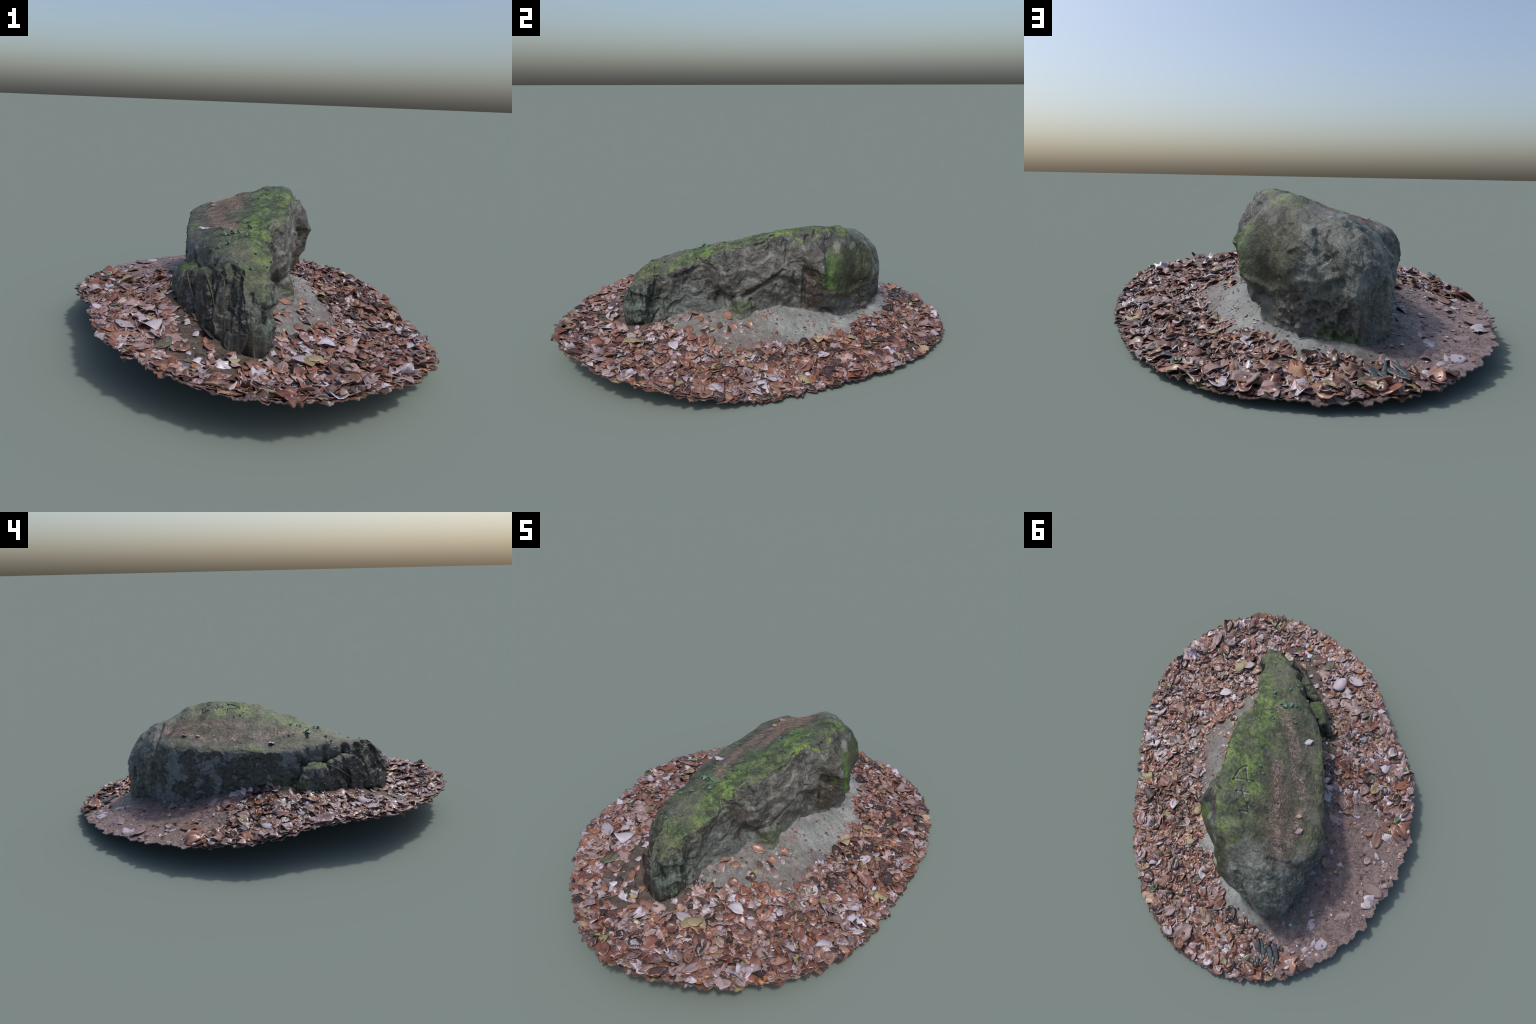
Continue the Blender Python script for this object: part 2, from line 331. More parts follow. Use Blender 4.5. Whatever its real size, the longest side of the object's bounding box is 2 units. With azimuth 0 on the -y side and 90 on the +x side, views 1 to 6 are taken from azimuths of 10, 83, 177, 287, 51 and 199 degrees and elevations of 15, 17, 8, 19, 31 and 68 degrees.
def soil_material():
    g = G('forest_soil')
    x, y, z = g.sep(g.co)
    big = g.noise(8, 5); mid = g.noise(30, 6, .65); fine = g.noise(130, 5, .75); f2 = g.noise(320, 3, .7)
    fm = g.add(g.mul(mid, .3), g.add(g.mul(fine, .4), g.mul(f2, .3)))
    warp = g.vec('ADD', g.co, g.vec('MULTIPLY', g.vec('SUBTRACT', g.noise3(25), (.5, .5, .5)), (.05, .05, .05)))
    # matted lower leaves: every cell has the tone of one leaf, dark seams between
    flat = g.vec('MULTIPLY', warp, (1, 1, .3))
    cell = g.sep(g.voronoi(26, flat, 'Color'))
    tone = g.ramp(cell[0], [(.0, (.050, .033, .028)), (.18, (.165, .070, .048)), (.36, (.235, .115, .078)), (.52, (.200, .135, .130)),
                            (.66, (.110, .052, .038)), (.78, (.300, .225, .225)), (.90, (.390, .350, .385)), (.97, (.310, .245, .120))], 1)
    tone = g.mix(g.step(.30, .72, mid), g.mix(.6, tone, (.060, .034, .028)), tone)
    seam = g.step(.0, .11, g.voronoi(26, flat, 'Distance', 'DISTANCE_TO_EDGE'))
    c = g.mix(g.add(.25, g.mul(seam, .75)), (.032, .022, .019), tone)
    purple = g.ramp(fm, [(.38, (.085, .056, .053)), (.5, (.172, .120, .114)), (.62, (.285, .215, .208))])
    purple = g.mix(g.mul(g.step(.50, .68, g.noise(5, 5, .6)), .55), purple, g.ramp(fm, [(.38, (.055, .042, .038)), (.5, (.110, .090, .083)), (.64, (.19, .16, .15))]))
    sand = g.ramp(g.add(g.mul(fm, .6), g.mul(big, .4)), [(.38, (.128, .138, .132)), (.5, (.225, .238, .230)), (.62, (.360, .376, .368))], .85)
    grey = g.ramp(fm, [(.38, (.070, .062, .054)), (.5, (.140, .124, .112)), (.64, (.23, .205, .192))])
    dark = g.ramp(fm, [(.38, (.030, .023, .018)), (.5, (.068, .052, .041)), (.64, (.130, .098, .080))])
    bare = g.mx(g.blob((-.62, .40, .1), (.42, .50, .5), .2, big, .35), g.blob((-.40, .72, .07), (.22, .18, .5), .2, big, .35))
    c = g.mix(bare, c, purple)
    c = g.mix(g.capsule([(.22, -.45), (.34, -.24), (.50, -.08)], .10, .5, g.add(g.mul(big, .5), g.mul(mid, .5)), .12), c, grey)
    c = g.mix(g.capsule([(-.24, -.32), (-.10, -.56), (.04, -.74), (.16, -.62)], .095, .4, big, .08), c, dark)
    c = g.mix(g.mul(g.capsule([(-.29, .0), (-.33, .2), (-.34, .42), (-.32, .64), (-.2, .73)], .055, .8, big, .06), .85), c, g.ramp(fm, [(.38, (.055, .056, .052)), (.5, (.105, .108, .104)), (.64, (.17, .175, .175))]))
    c = g.mix(g.mul(g.capsule([(.17, -.40), (.22, -.16), (.25, .04), (.24, .16)], .12, .5, g.add(g.mul(big, .6), g.mul(mid, .4)), .10), .9), c, g.ramp(fm, [(.38, (.085, .083, .076)), (.5, (.155, .152, .143)), (.64, (.24, .238, .228))]))
    c = g.mix(g.capsule([(.20, .10), (.20, .24), (.15, .40), (.05, .55), (-.08, .66)], .095, .55, g.add(g.mul(big, .6), g.mul(mid, .4)), .10), c, sand)
    c = g.mix(g.mul(g.capsule([(-.30, -.12), (-.27, -.28), (-.20, -.40)], .05, .6, mid, .07), .7), c, g.ramp(fm, [(.38, (.018, .028, .010)), (.5, (.046, .058, .024)), (.64, (.11, .105, .07))]))
    bump = g.add(g.mul(mid, .35), g.add(g.mul(fine, .5), g.mul(f2, .3)))
    return g.finish(c, g.sub(.38, g.mul(g.capsule([(.20, -.10), (.20, .24), (.05, .55), (-.08, .66)], .11, .35), .17)), bump, .9, .008, .5)

def leaf_material(name, a, b, dark, rough=.33):
    g = G(name)
    n = g.noise(34, 5, .65); f = g.noise(150, 3, .7)
    oi = g.t.nodes.new('ShaderNodeObjectInfo')
    r = g.math('FRACT', g.add(g.geo.outputs['Random Per Island'], oi.outputs['Random']))
    c = g.mix(g.step(.3, .7, g.add(g.mul(n, .55), g.mul(r, .45))), a, b)
    c = g.mix(g.mul(g.step(.50, .66, n), .65), c, dark)
    c = g.mix(g.mul(g.step(.5, 1.0, g.math('FRACT', g.mul(r, 7.31))), .55), c, dark)
    c = g.mix(g.mul(g.step(.52, .70, f), .30), c, tuple(min(1, k * 1.5) for k in a))
    return g.finish(c, rough, g.add(n, g.mul(f, .3)), .4, .003, .5, .06)

def plain_material(name, a, b, scale=40, rough=.5, stretch=None):
    g = G(name)
    n = g.noise(scale, 4, .6, g.scaled(stretch) if stretch else None)
    return g.finish(g.mix(g.step(.3, .7, n), a, b), rough, n, .3, .002)

# ------------------------------------------------------------ mesh helper
def make_mesh(name, verts, quads, mats, index=None, smooth=True, tris=None):
    me = bpy.data.meshes.new(name)
    quads = np.asarray(quads, np.int32).reshape(-1, 4)
    tris = np.zeros((0, 3), np.int32) if tris is None else np.asarray(tris, np.int32).reshape(-1, 3)
    me.vertices.add(len(verts)); me.vertices.foreach_set('co', np.ascontiguousarray(verts, np.float32).ravel())
    loops = np.r_[quads.ravel(), tris.ravel()]
    me.loops.add(len(loops)); me.loops.foreach_set('vertex_index', loops)
    start = np.r_[np.arange(len(quads)) * 4, len(quads) * 4 + np.arange(len(tris)) * 3]
    me.polygons.add(len(start)); me.polygons.foreach_set('loop_start', start.astype(np.int32))
    me.polygons.foreach_set('use_smooth', np.full(len(start), smooth))
    for m in mats: me.materials.append(m)
    if index is not None: me.polygons.foreach_set('material_index', np.asarray(index, np.int32))
    me.update(calc_edges=True); me.validate()
    return me

def link(name, me, parent):
    ob = bpy.data.objects.new(name, me); bpy.context.scene.collection.objects.link(ob)
    ob.parent = parent
    return ob

# -------------------------------------------------------------- the boulder
# Cross-sections along the length (y). Each runs from the west foot over the
# top to the east foot: foot, mid, upper, west ridge, three on the top, east
# ridge, upper, mid, low, foot  -- as (x, z) pairs.
SECTIONS = [
    (-0.653, [(0.053, 0.121), (0.073, 0.185), (0.108, 0.230), (0.115, 0.265), (0.120, 0.278), (0.132, 0.279), (0.158, 0.288), (0.170, 0.273), (0.174, 0.245), (0.184, 0.210), (0.186, 0.160), (0.175, 0.110)]),
    (-0.625, [(0.017, 0.111), (0.038, 0.190), (0.075, 0.256), (0.102, 0.306), (0.104, 0.324), (0.122, 0.320), (0.151, 0.326), (0.168, 0.315), (0.180, 0.276), (0.189, 0.219), (0.194, 0.164), (0.187, 0.110)]),
    (-0.569, [(-0.030, 0.130), (-0.024, 0.210), (0.010, 0.286), (0.070, 0.349), (0.089, 0.391), (0.108, 0.382), (0.133, 0.368), (0.162, 0.360), (0.183, 0.309), (0.191, 0.227), (0.180, 0.155), (0.175, 0.112)]),
    (-0.530, [(-0.077, 0.151), (-0.077, 0.220), (-0.045, 0.299), (0.003, 0.360), (0.031, 0.407), (0.062, 0.407), (0.092, 0.388), (0.150, 0.381), (0.174, 0.335), (0.164, 0.246), (0.156, 0.170), (0.163, 0.119)]),
    (-0.460, [(-0.103, 0.161), (-0.100, 0.251), (-0.068, 0.338), (-0.037, 0.403), (0.005, 0.417), (0.051, 0.412), (0.092, 0.394), (0.141, 0.371), (0.151, 0.331), (0.145, 0.269), (0.153, 0.196), (0.163, 0.139)]),
    (-0.390, [(-0.153, 0.170), (-0.135, 0.260), (-0.099, 0.342), (-0.067, 0.405), (-0.023, 0.426), (0.037, 0.433), (0.096, 0.433), (0.144, 0.388), (0.139, 0.342), (0.137, 0.263), (0.145, 0.202), (0.159, 0.150)]),
    (-0.300, [(-0.190, 0.180), (-0.176, 0.270), (-0.156, 0.350), (-0.143, 0.400), (-0.087, 0.427), (0.003, 0.452), (0.078, 0.458), (0.117, 0.425), (0.133, 0.383), (0.132, 0.273), (0.163, 0.226), (0.168, 0.156)]),
    (-0.190, [(-0.237, 0.195), (-0.232, 0.290), (-0.221, 0.370), (-0.206, 0.406), (-0.130, 0.435), (-0.030, 0.461), (0.062, 0.475), (0.113, 0.481), (0.148, 0.415), (0.154, 0.306), (0.116, 0.235), (0.149, 0.144)]),
    (-0.165, [(-0.247, 0.195), (-0.242, 0.290), (-0.232, 0.371), (-0.219, 0.406), (-0.145, 0.433), (-0.039, 0.464), (0.061, 0.484), (0.130, 0.494), (0.169, 0.432), (0.174, 0.319), (0.138, 0.239), (0.150, 0.137)]),
    (-0.100, [(-0.273, 0.180), (-0.255, 0.280), (-0.255, 0.360), (-0.246, 0.403), (-0.171, 0.427), (-0.049, 0.470), (0.061, 0.501), (0.155, 0.498), (0.175, 0.452), (0.173, 0.340), (0.185, 0.254), (0.199, 0.131)]),
    (0.000, [(-0.296, 0.160), (-0.284, 0.260), (-0.285, 0.360), (-0.272, 0.414), (-0.190, 0.440), (-0.061, 0.491), (0.060, 0.526), (0.156, 0.528), (0.179, 0.473), (0.179, 0.360), (0.168, 0.265), (0.177, 0.136)]),
    (0.050, [(-0.306, 0.150), (-0.299, 0.260), (-0.301, 0.360), (-0.285, 0.414), (-0.195, 0.442), (-0.052, 0.490), (0.065, 0.536), (0.144, 0.548), (0.160, 0.480), (0.174, 0.369), (0.159, 0.280), (0.163, 0.137)]),
    (0.100, [(-0.318, 0.130), (-0.311, 0.250), (-0.311, 0.359), (-0.296, 0.416), (-0.199, 0.444), (-0.049, 0.504), (0.064, 0.547), (0.133, 0.552), (0.161, 0.478), (0.176, 0.379), (0.152, 0.275), (0.154, 0.136)]),
    (0.200, [(-0.342, 0.120), (-0.337, 0.240), (-0.338, 0.350), (-0.318, 0.423), (-0.216, 0.449), (-0.068, 0.514), (0.052, 0.551), (0.130, 0.557), (0.176, 0.499), (0.189, 0.400), (0.162, 0.263), (0.153, 0.133)]),
    (0.270, [(-0.354, 0.100), (-0.361, 0.240), (-0.360, 0.352), (-0.336, 0.433), (-0.235, 0.454), (-0.088, 0.510), (0.041, 0.556), (0.117, 0.561), (0.181, 0.474), (0.218, 0.380), (0.198, 0.287), (0.143, 0.116)]),
    (0.330, [(-0.353, 0.095), (-0.371, 0.250), (-0.369, 0.348), (-0.341, 0.429), (-0.251, 0.459), (-0.101, 0.495), (0.028, 0.544), (0.099, 0.557), (0.151, 0.466), (0.212, 0.345), (0.194, 0.247), (0.090, 0.094)]),
    (0.400, [(-0.337, 0.085), (-0.344, 0.260), (-0.364, 0.350), (-0.328, 0.433), (-0.246, 0.452), (-0.109, 0.496), (-0.001, 0.549), (0.076, 0.535), (0.140, 0.476), (0.172, 0.338), (0.144, 0.195), (0.113, 0.089)]),
    (0.435, [(-0.331, 0.085), (-0.336, 0.250), (-0.345, 0.340), (-0.311, 0.422), (-0.231, 0.442), (-0.115, 0.492), (-0.005, 0.533), (0.068, 0.523), (0.109, 0.471), (0.138, 0.348), (0.102, 0.204), (0.100, 0.089)]),
    (0.470, [(-0.318, 0.085), (-0.323, 0.240), (-0.323, 0.340), (-0.285, 0.404), (-0.224, 0.449), (-0.132, 0.499), (-0.016, 0.505), (0.053, 0.495), (0.084, 0.469), (0.106, 0.350), (0.080, 0.230), (0.075, 0.080)]),
    (0.518, [(-0.296, 0.090), (-0.309, 0.220), (-0.312, 0.310), (-0.289, 0.370), (-0.210, 0.451), (-0.123, 0.488), (-0.022, 0.475), (0.043, 0.457), (0.064, 0.418), (0.084, 0.314), (0.053, 0.225), (0.036, 0.075)]),
    (0.568, [(-0.285, 0.090), (-0.288, 0.200), (-0.296, 0.290), (-0.274, 0.359), (-0.196, 0.434), (-0.123, 0.462), (-0.047, 0.442), (0.018, 0.416), (0.044, 0.378), (0.057, 0.294), (0.013, 0.214), (-0.010, 0.076)]),
    (0.618, [(-0.287, 0.091), (-0.282, 0.189), (-0.286, 0.270), (-0.269, 0.332), (-0.200, 0.406), (-0.141, 0.420), (-0.098, 0.400), (-0.067, 0.346), (-0.052, 0.308), (-0.046, 0.261), (-0.071, 0.190), (-0.084, 0.068)]),
    (0.668, [(-0.238, 0.089), (-0.236, 0.169), (-0.247, 0.230), (-0.235, 0.281), (-0.213, 0.322), (-0.171, 0.341), (-0.145, 0.337), (-0.137, 0.284), (-0.134, 0.248), (-0.130, 0.217), (-0.152, 0.179), (-0.160, 0.057)]),
]

def pchip(x, Y, xq):
    h = np.diff(x)[:, None]; d = np.diff(Y, axis=0) / h
    m = np.zeros_like(Y)
    same = d[:-1] * d[1:] > 0
    w1 = 2 * h[1:] + h[:-1]; w2 = h[1:] + 2 * h[:-1]
    with np.errstate(divide='ignore', invalid='ignore'):
        m[1:-1] = np.where(same, (w1 + w2) / (w1 / d[:-1] + w2 / d[1:]), 0)
    m[0], m[-1] = d[0], d[-1]
    k = np.clip(np.searchsorted(x, xq) - 1, 0, len(x) - 2)
    hh = h[k]; t = ((xq - x[k]) / hh[:, 0])[:, None]
    return ((1 + 2 * t) * (1 - t) ** 2 * Y[k] + t * (1 - t) ** 2 * hh * m[k] + t * t * (3 - 2 * t) * Y[k + 1] + t * t * (t - 1) * hh * m[k + 1])

def catmull(P, per):
    """P (..., n, 2) open polyline -> (..., (n-1)*per+1, 2)."""
    A = np.concatenate([2 * P[..., :1, :] - P[..., 1:2, :], P, 2 * P[..., -1:, :] - P[..., -2:-1, :]], -2)
    t = np.linspace(0, 1, per, endpoint=False)[:, None]
    seg = []
    for i in range(P.shape[-2] - 1):
        a, b, c, d = (A[..., i + k:i + k + 1, :] for k in range(4))
        seg.append(.5 * (2 * b + (c - a) * t + (2 * a - 5 * b + 4 * c - d) * t ** 2 + (3 * b - a - 3 * c + d) * t ** 3))
    return np.concatenate(seg + [P[..., -1:, :]], -2)

def grid_normals(V):
    du = np.gradient(V, axis=0); dv = np.gradient(V, axis=1)
    n = np.cross(dv, du); n /= np.linalg.norm(n, axis=-1, keepdims=True) + 1e-9
    return n

def poly3_dist(P, pts):
    d = np.full(len(P), 9.0)
    for a, b in zip(pts, pts[1:]):
        a = np.array(a); ab = np.array(b) - a
        t = np.clip((P - a) @ ab / (ab @ ab), 0, 1)
        d = np.minimum(d, np.linalg.norm(P - a - t[:, None] * ab, axis=1))
    return d

# cracks, hollows (positive depth) and lips (negative): polyline, half width, depth
FEATURES = [
    ([(.139, -.46, .358), (.139, -.422, .350), (.143, -.35, .372), (.143, -.285, .395)], .008, .012),      # under the southern moss roof
    ([(.143, -.46, .385), (.148, -.38, .395), (.150, -.30, .415)], .018, -.008),
    ([(.105, -.200, .475), (.122, -.190, .43), (.138, -.187, .37), (.150, -.180, .33)], .009, .022),             # cleft beside the slab
    ([(.130, -.262, .37), (.120, -.245, .32), (.110, -.225, .265)], .020, .010),                             # hollow under the notch
    ([(.108, -.225, .243), (.15, -.15, .242), (.181, -.09, .252), (.175, -.02, .29), (.165, .059, .343), (.17, .10, .375)], .009, .024),  # long slanting crack
    ([(.150, -.16, .272), (.178, -.09, .282), (.176, -.02, .318), (.168, .05, .370)], .020, -.010),
    ([(.12, -.22, .215), (.145, -.16, .222)], .016, .014),
    ([(.158, -.085, .497), (.166, -.03, .508), (.169, .013, .515)], .007, .014),                             # crack at the moss edge
    ([(.135, .125, .540), (.165, .118, .47), (.172, .115, .42)], .008, .010),
    ([(.150, .218, .535), (.166, .212, .50), (.176, .205, .453), (.178, .205, .36), (.158, .204, .25), (.145, .204, .158)], .009, .022),  # crease by the boss
    ([(.180, .238, .44), (.178, .240, .36), (.165, .242, .27), (.150, .245, .17)], .026, .012),
    ([(.196, .285, .46), (.218, .288, .37), (.208, .296, .29)], .014, -.009),
    ([(.166, .06, .335), (.168, .11, .325), (.166, .145, .29), (.152, .165, .22)], .018, .020),                # arch shaped hollow
    ([(.165, .03, .27), (.165, .09, .25), (.160, .12, .22)], .030, -.010),
    ([(.15, .06, .20), (.155, .045, .15)], .007, .014),
    ([(.190, -.125, .215), (.205, -.105, .175), (.208, -.100, .145)], .040, -.018),                           # low mossy step under the overhang
    ([(.185, -.058, .235), (.195, -.045, .20), (.20, -.050, .155)], .008, .016),
    ([(.175, -.165, .225), (.190, -.165, .18)], .008, .010),
    ([(.158, -.36, .265), (.142, -.30, .245), (.140, -.26, .222)], .014, .014),
    ([(.152, -.505, .358), (.168, -.515, .30), (.168, -.535, .25), (.168, -.550, .18)], .009, .010),
    ([(.170, -.50, .19), (.180, -.54, .165), (.182, -.58, .15)], .030, -.014),          # scar on the nose
    ([(.168, -.545, .345), (.184, -.555, .28), (.186, -.57, .21)], .012, -.012),
    ([(.18, -.575, .30), (.195, -.58, .24)], .008, .010),
    ([(.10, -.655, .14), (.15, -.655, .13), (.19, -.60, .125)], .020, .018),
    ([(-.165, .49, .487), (-.25, .478, .43), (-.305, .475, .36), (-.335, .475, .27), (-.335, .475, .15)], .013, .013),  # groove at the west corner
    ([(.055, .47, .50), (.035, .53, .44), (.03, .56, .40)], .014, .008),
    ([(-.04, .58, .44), (-.075, .622, .37), (-.105, .645, .31), (-.115, .655, .28)], .014, .010),                               # slab on the north face
    ([(.185, .36, .225), (.125, .41, .195), (.072, .43, .175), (.04, .49, .20), (.0, .56, .245), (-.035, .61, .235), (-.078, .635, .253), (-.11, .66, .28)], .018, .010),
    ([(.20, .36, .255), (.14, .42, .235), (.085, .45, .215), (.04, .54, .25), (.01, .58, .285), (-.03, .625, .275), (-.08, .645, .29)], .014, -.009),
    ([(-.035, .615, .33), (-.06, .64, .30), (-.09, .655, .30)], .022, -.010),
    ([(-.27, .60, .33), (-.29, .61, .25), (-.295, .62, .15)], .012, .014),
    ([(-.20, .66, .30), (-.22, .675, .22), (-.21, .68, .14)], .011, .014),
    ([(-.235, .62, .34), (-.25, .63, .24), (-.25, .64, .13)], .015, -.009),
    ([(-.165, .66, .32), (-.17, .685, .22), (-.17, .69, .12)], .016, -.008),
    ([(-.12, .60, .42), (-.16, .635, .36), (-.15, .66, .30)], .012, .009),
    ([(-.035, -.455, .425), (-.055, -.465, .385), (-.075, -.46, .33), (-.09, -.45, .27)], .012, .022),         # clefts on the south-west
    ([(-.08, -.375, .425), (-.105, -.375, .37), (-.115, -.38, .31)], .011, .018),
    ([(-.16, -.29, .41), (-.175, -.29, .36), (-.185, -.285, .30)], .014, .018),
    ([(-.23, -.235, .33), (-.19, -.29, .315), (-.14, -.38, .315), (-.095, -.45, .325)], .022, .026),
    ([(.005, -.515, .395), (-.01, -.535, .33), (-.01, -.565, .24), (.0, -.58, .17)], .010, .014),
    ([(.045, -.555, .375), (.035, -.585, .29), (.03, -.605, .20)], .009, .010),
    ([(.085, -.595, .35), (.085, -.625, .27), (.075, -.635, .17)], .007, .007),
    ([(.125, -.615, .33), (.135, -.645, .26), (.12, -.645, .18)], .007, .010),
    ([(.02, -.53, .39), (.03, -.575, .35), (.028, -.59, .26)], .012, -.010),
    ([(.12, .265, .555), (.15, .255, .535)], .008, .010),
    ([(.09, .098, .54), (.067, .081, .53), (.068, .045, .52)], .012, .008),
]
# three carved letters read from the west: strokes in plan
LETTERS = [[(.079, .203), (-.007, .184)], [(.079, .203), (.066, .148), (.048, .127)], [(.021, .188), (.038, .145), (.042, .126)],
           [(.048, .254), (-.003, .245)], [(.032, .222), (.024, .243), (.014, .26), (.002, .275)],
           [(.010, .331), (-.025, .325)], [(-.027, .323), (-.012, .288)]]

def stone_relief(P, N):
    """Displacement along the normal from the grain of the rock."""
    x, y, z = P.T; nz = N[:, 2]
    W = P + .02 * np.stack([fbm(P, 12, 2, .5, 91), fbm(P, 12, 2, .5, 92), fbm(P, 12, 2, .5, 93)], 1)
    d = .006 * fbm(P, 7, 3, .5, 3)
    def add(w, f):
        k = np.nonzero(w > .01)[0]
        d[k] += w[k] * f(W[k], P[k])
    boss = np.exp(-(((x - .17) / .10) ** 2 + ((y - .40) / .11) ** 2 + ((z - .37) / .11) ** 2) ** 2)
    add(sstep(.02, .12, x) * sstep(.85, .5, nz) * sstep(.47, .38, y) * (1 - .75 * boss),
        lambda w, p: .0085 * facets(w, .095, 3, .12) + .0026 * facets(w, .034, 4, .2) + .0012 * facets(w, .014, 5, .3) + .003 * fbm(w, 18, 4, .6, 11))
    add(boss, lambda w, p: .0025 * fbm(p, 40, 4, .6, 12))
    add(sstep(-.12, -.22, x) * sstep(.6, .3, nz),
        lambda w, p: .0055 * facets(w * [1, 1, .7], .045, 21, .12, tilt=.2) + .003 * facets(w, .018, 22, .3) + .004 * fbm(p, 26, 3, .5, 22))
    add(sstep(-.36, -.50, y) * sstep(.7, .4, nz),
        lambda w, p: .007 * (fbm(w * [1, 1, .35], 14, 4, .5, 31, True) - .25) + .010 * facets(w, .065, 32, .12, (1, 1, 2.0)) + .004 * facets(w, .024, 33, .25, (1, 1, 1.7)))
    add(sstep(.42, .52, y), lambda w, p: .008 * (fbm(w * [1, 1, .6], 12, 5, .5, 41, True) - .1) + .0035 * facets(w, .040, 42, .2))
    add(sstep(.42, .52, y) * sstep(.27, .20, z) * sstep(-.25, -.17, x),
        lambda w, p: .008 * facets(w, .032, 44, .25) + .004 * facets(w, .015, 45, .3))
    add(sstep(.5, .8, nz) * sstep(.5, .42, y), lambda w, p: .010 * fbm(p * [1, .6, 1], 11, 4, .55, 51) + .004 * fbm(p, 55, 3, .6, 52))
    return d

def boulder_surface(ys, C, n=580, per=32):
    """Loft the sections and roughen the result: grid of points, station of each row, carved places."""
    # each end closes with a shrunken copy of its last section
    def tip(c, y, k): return y, c.mean(0) + (c - c.mean(0)) * k
    y0, t0 = tip(C[0], ys[0] - .012, .5); y1, t1 = tip(C[-1], ys[-1] + .018, .45)
    ys = np.r_[y0, ys, y1]; C = np.concatenate([t0[None], C, t1[None]])
    west = C[:, :1] - [0, .09]; east = C[:, -1:] - [0, .09]
    C = np.concatenate([west, C, east], 1)
    u = np.linspace(0, 1, n)
    t = .5 + .5 * np.sin((u - .5) * 2.2) / math.sin(1.1)              # rows closer together at both ends
    yq = ys[0] + (ys[-1] - ys[0]) * t
    S = pchip(ys, C.reshape(len(ys), -1), yq).reshape(n, -1, 2)
    S = catmull(S, per)
    V = np.stack([S[..., 0], np.repeat(yq[:, None], S.shape[1], 1), S[..., 1]], -1)
    N = grid_normals(V); P = V.reshape(-1, 3); Nf = N.reshape(-1, 3)
    d = stone_relief(P, Nf)
    wander = fbm(P, 30, 2, .5, 77)
    for pts, w, depth in FEATURES:
        a = np.array(pts); k = np.nonzero(((P > a.min(0) - 3 * w) & (P < a.max(0) + 3 * w)).all(1))[0]
        r = poly3_dist(P[k], pts) + .25 * w * wander[k]
        d[k] -= depth * np.exp(-(r / w) ** 2)
    topside = Nf[:, 2] > .5
    ink = np.zeros(len(P), bool)
    quiver = .0010 * fbm(P, 90, 2, .5, 5)
    for st in LETTERS:
        r = poly3_dist(P * [1, 1, 0], [(*a, 0) for a in st]) + quiver
        d -= .006 * topside * sstep(.0060, .0035, r); ink |= topside & (r < .0048)
    fade = np.minimum(sstep(0, .03, yq - yq[0]), sstep(0, .03, yq[-1] - yq))
    V2 = (P + Nf * (d * (.35 + .65 * np.repeat(fade, S.shape[1])))[:, None])
    V2[:, 2] = np.maximum(V2[:, 2], ground(V2[:, 0], V2[:, 1]) - .028)      # the foot lies just under the soil
    V2[:, 2] = np.maximum(V2[:, 2], .004)
    return V2, yq, ink

def build_boulder(parent, mats):
    ys = np.array([s[0] for s in SECTIONS]); C = np.array([s[1] for s in SECTIONS], float)
    V2, yq, ink = boulder_surface(ys, C)
    n = len(yq); m = len(V2) // n
    idx = np.arange(n * m).reshape(n, m)
    quads = np.stack([idx[:-1, :-1], idx[:-1, 1:], idx[1:, 1:], idx[1:, :-1]], -1).reshape(-1, 4)
    # close the underside and the two ends
    extra = np.stack([idx[:-1, -1], idx[:-1, 0], idx[1:, 0], idx[1:, -1]], -1)
    c0 = V2[idx[0]].mean(0) + [0, -.004, 0]; c1 = V2[idx[-1]].mean(0) + [0, .004, 0]
    verts = np.vstack([V2, c0, c1])
    a, b = len(V2), len(V2) + 1
    ring0 = idx[0]; ring1 = idx[-1]
    tris = np.vstack([np.stack([np.roll(ring0, -1), ring0, np.full(m, a)], 1), np.stack([ring1, np.roll(ring1, -1), np.full(m, b)], 1)])
    mi = np.r_[ink[quads].all(1).astype(int), np.zeros(len(extra) + len(tris), int)]
    me = make_mesh('boulder', verts, np.vstack([quads, extra]), mats, mi, True, tris)
    return link('boulder', me, parent), V2.reshape(n, m, 3), yq

def hull_block(name, parent, mat, pts, seed, amp=.006, bevel=.010, ribs=False):
    """A chunk of rock: convex hull of its corners, rounded, finely divided and roughened."""
    import bmesh
    bm = bmesh.new()
    for p in pts: bm.verts.new(p)
    bmesh.ops.convex_hull(bm, input=bm.verts[:])
    bmesh.ops.delete(bm, geom=[v for v in bm.verts if not v.link_faces], context='VERTS')
    me = bpy.data.meshes.new(name); bm.to_mesh(me); bm.free()
    ob = link(name, me, parent)
    me.materials.append(mat)
    b = ob.modifiers.new('b', 'BEVEL'); b.width = bevel; b.segments = 3; b.limit_method = 'ANGLE'; b.angle_limit = .3
    r = ob.modifiers.new('r', 'REMESH'); r.mode = 'VOXEL'; r.voxel_size = .003
    dg = bpy.context.evaluated_depsgraph_get()
    me2 = bpy.data.meshes.new_from_object(ob.evaluated_get(dg))
    ob.modifiers.clear(); ob.data = me2; me2.name = name
    n = len(me2.vertices); co = np.empty(n * 3, np.float32); no = np.empty(n * 3, np.float32)
    me2.vertices.foreach_get('co', co); me2.vertices.foreach_get('normal', no)
    co = co.reshape(-1, 3).astype(float); no = no.reshape(-1, 3)
    d = amp * fbm(co, 22, 4, .5, seed, True) + .004 * fbm(co, 9, 2, .5, seed + 3)
    if ribs: d += .006 * (fbm(co * [1, 1, .3], 16, 3, .5, seed + 7, True) - .3) + .007 * facets(co, .050, seed, .12, (1, 1, 1.7))
    co = co + no * d[:, None]
    me2.vertices.foreach_set('co', co.astype(np.float32).ravel())
    me2.polygons.foreach_set('use_smooth', np.ones(len(me2.polygons), bool)); me2.update()
    if not me2.materials: me2.materials.append(mat)
    return ob

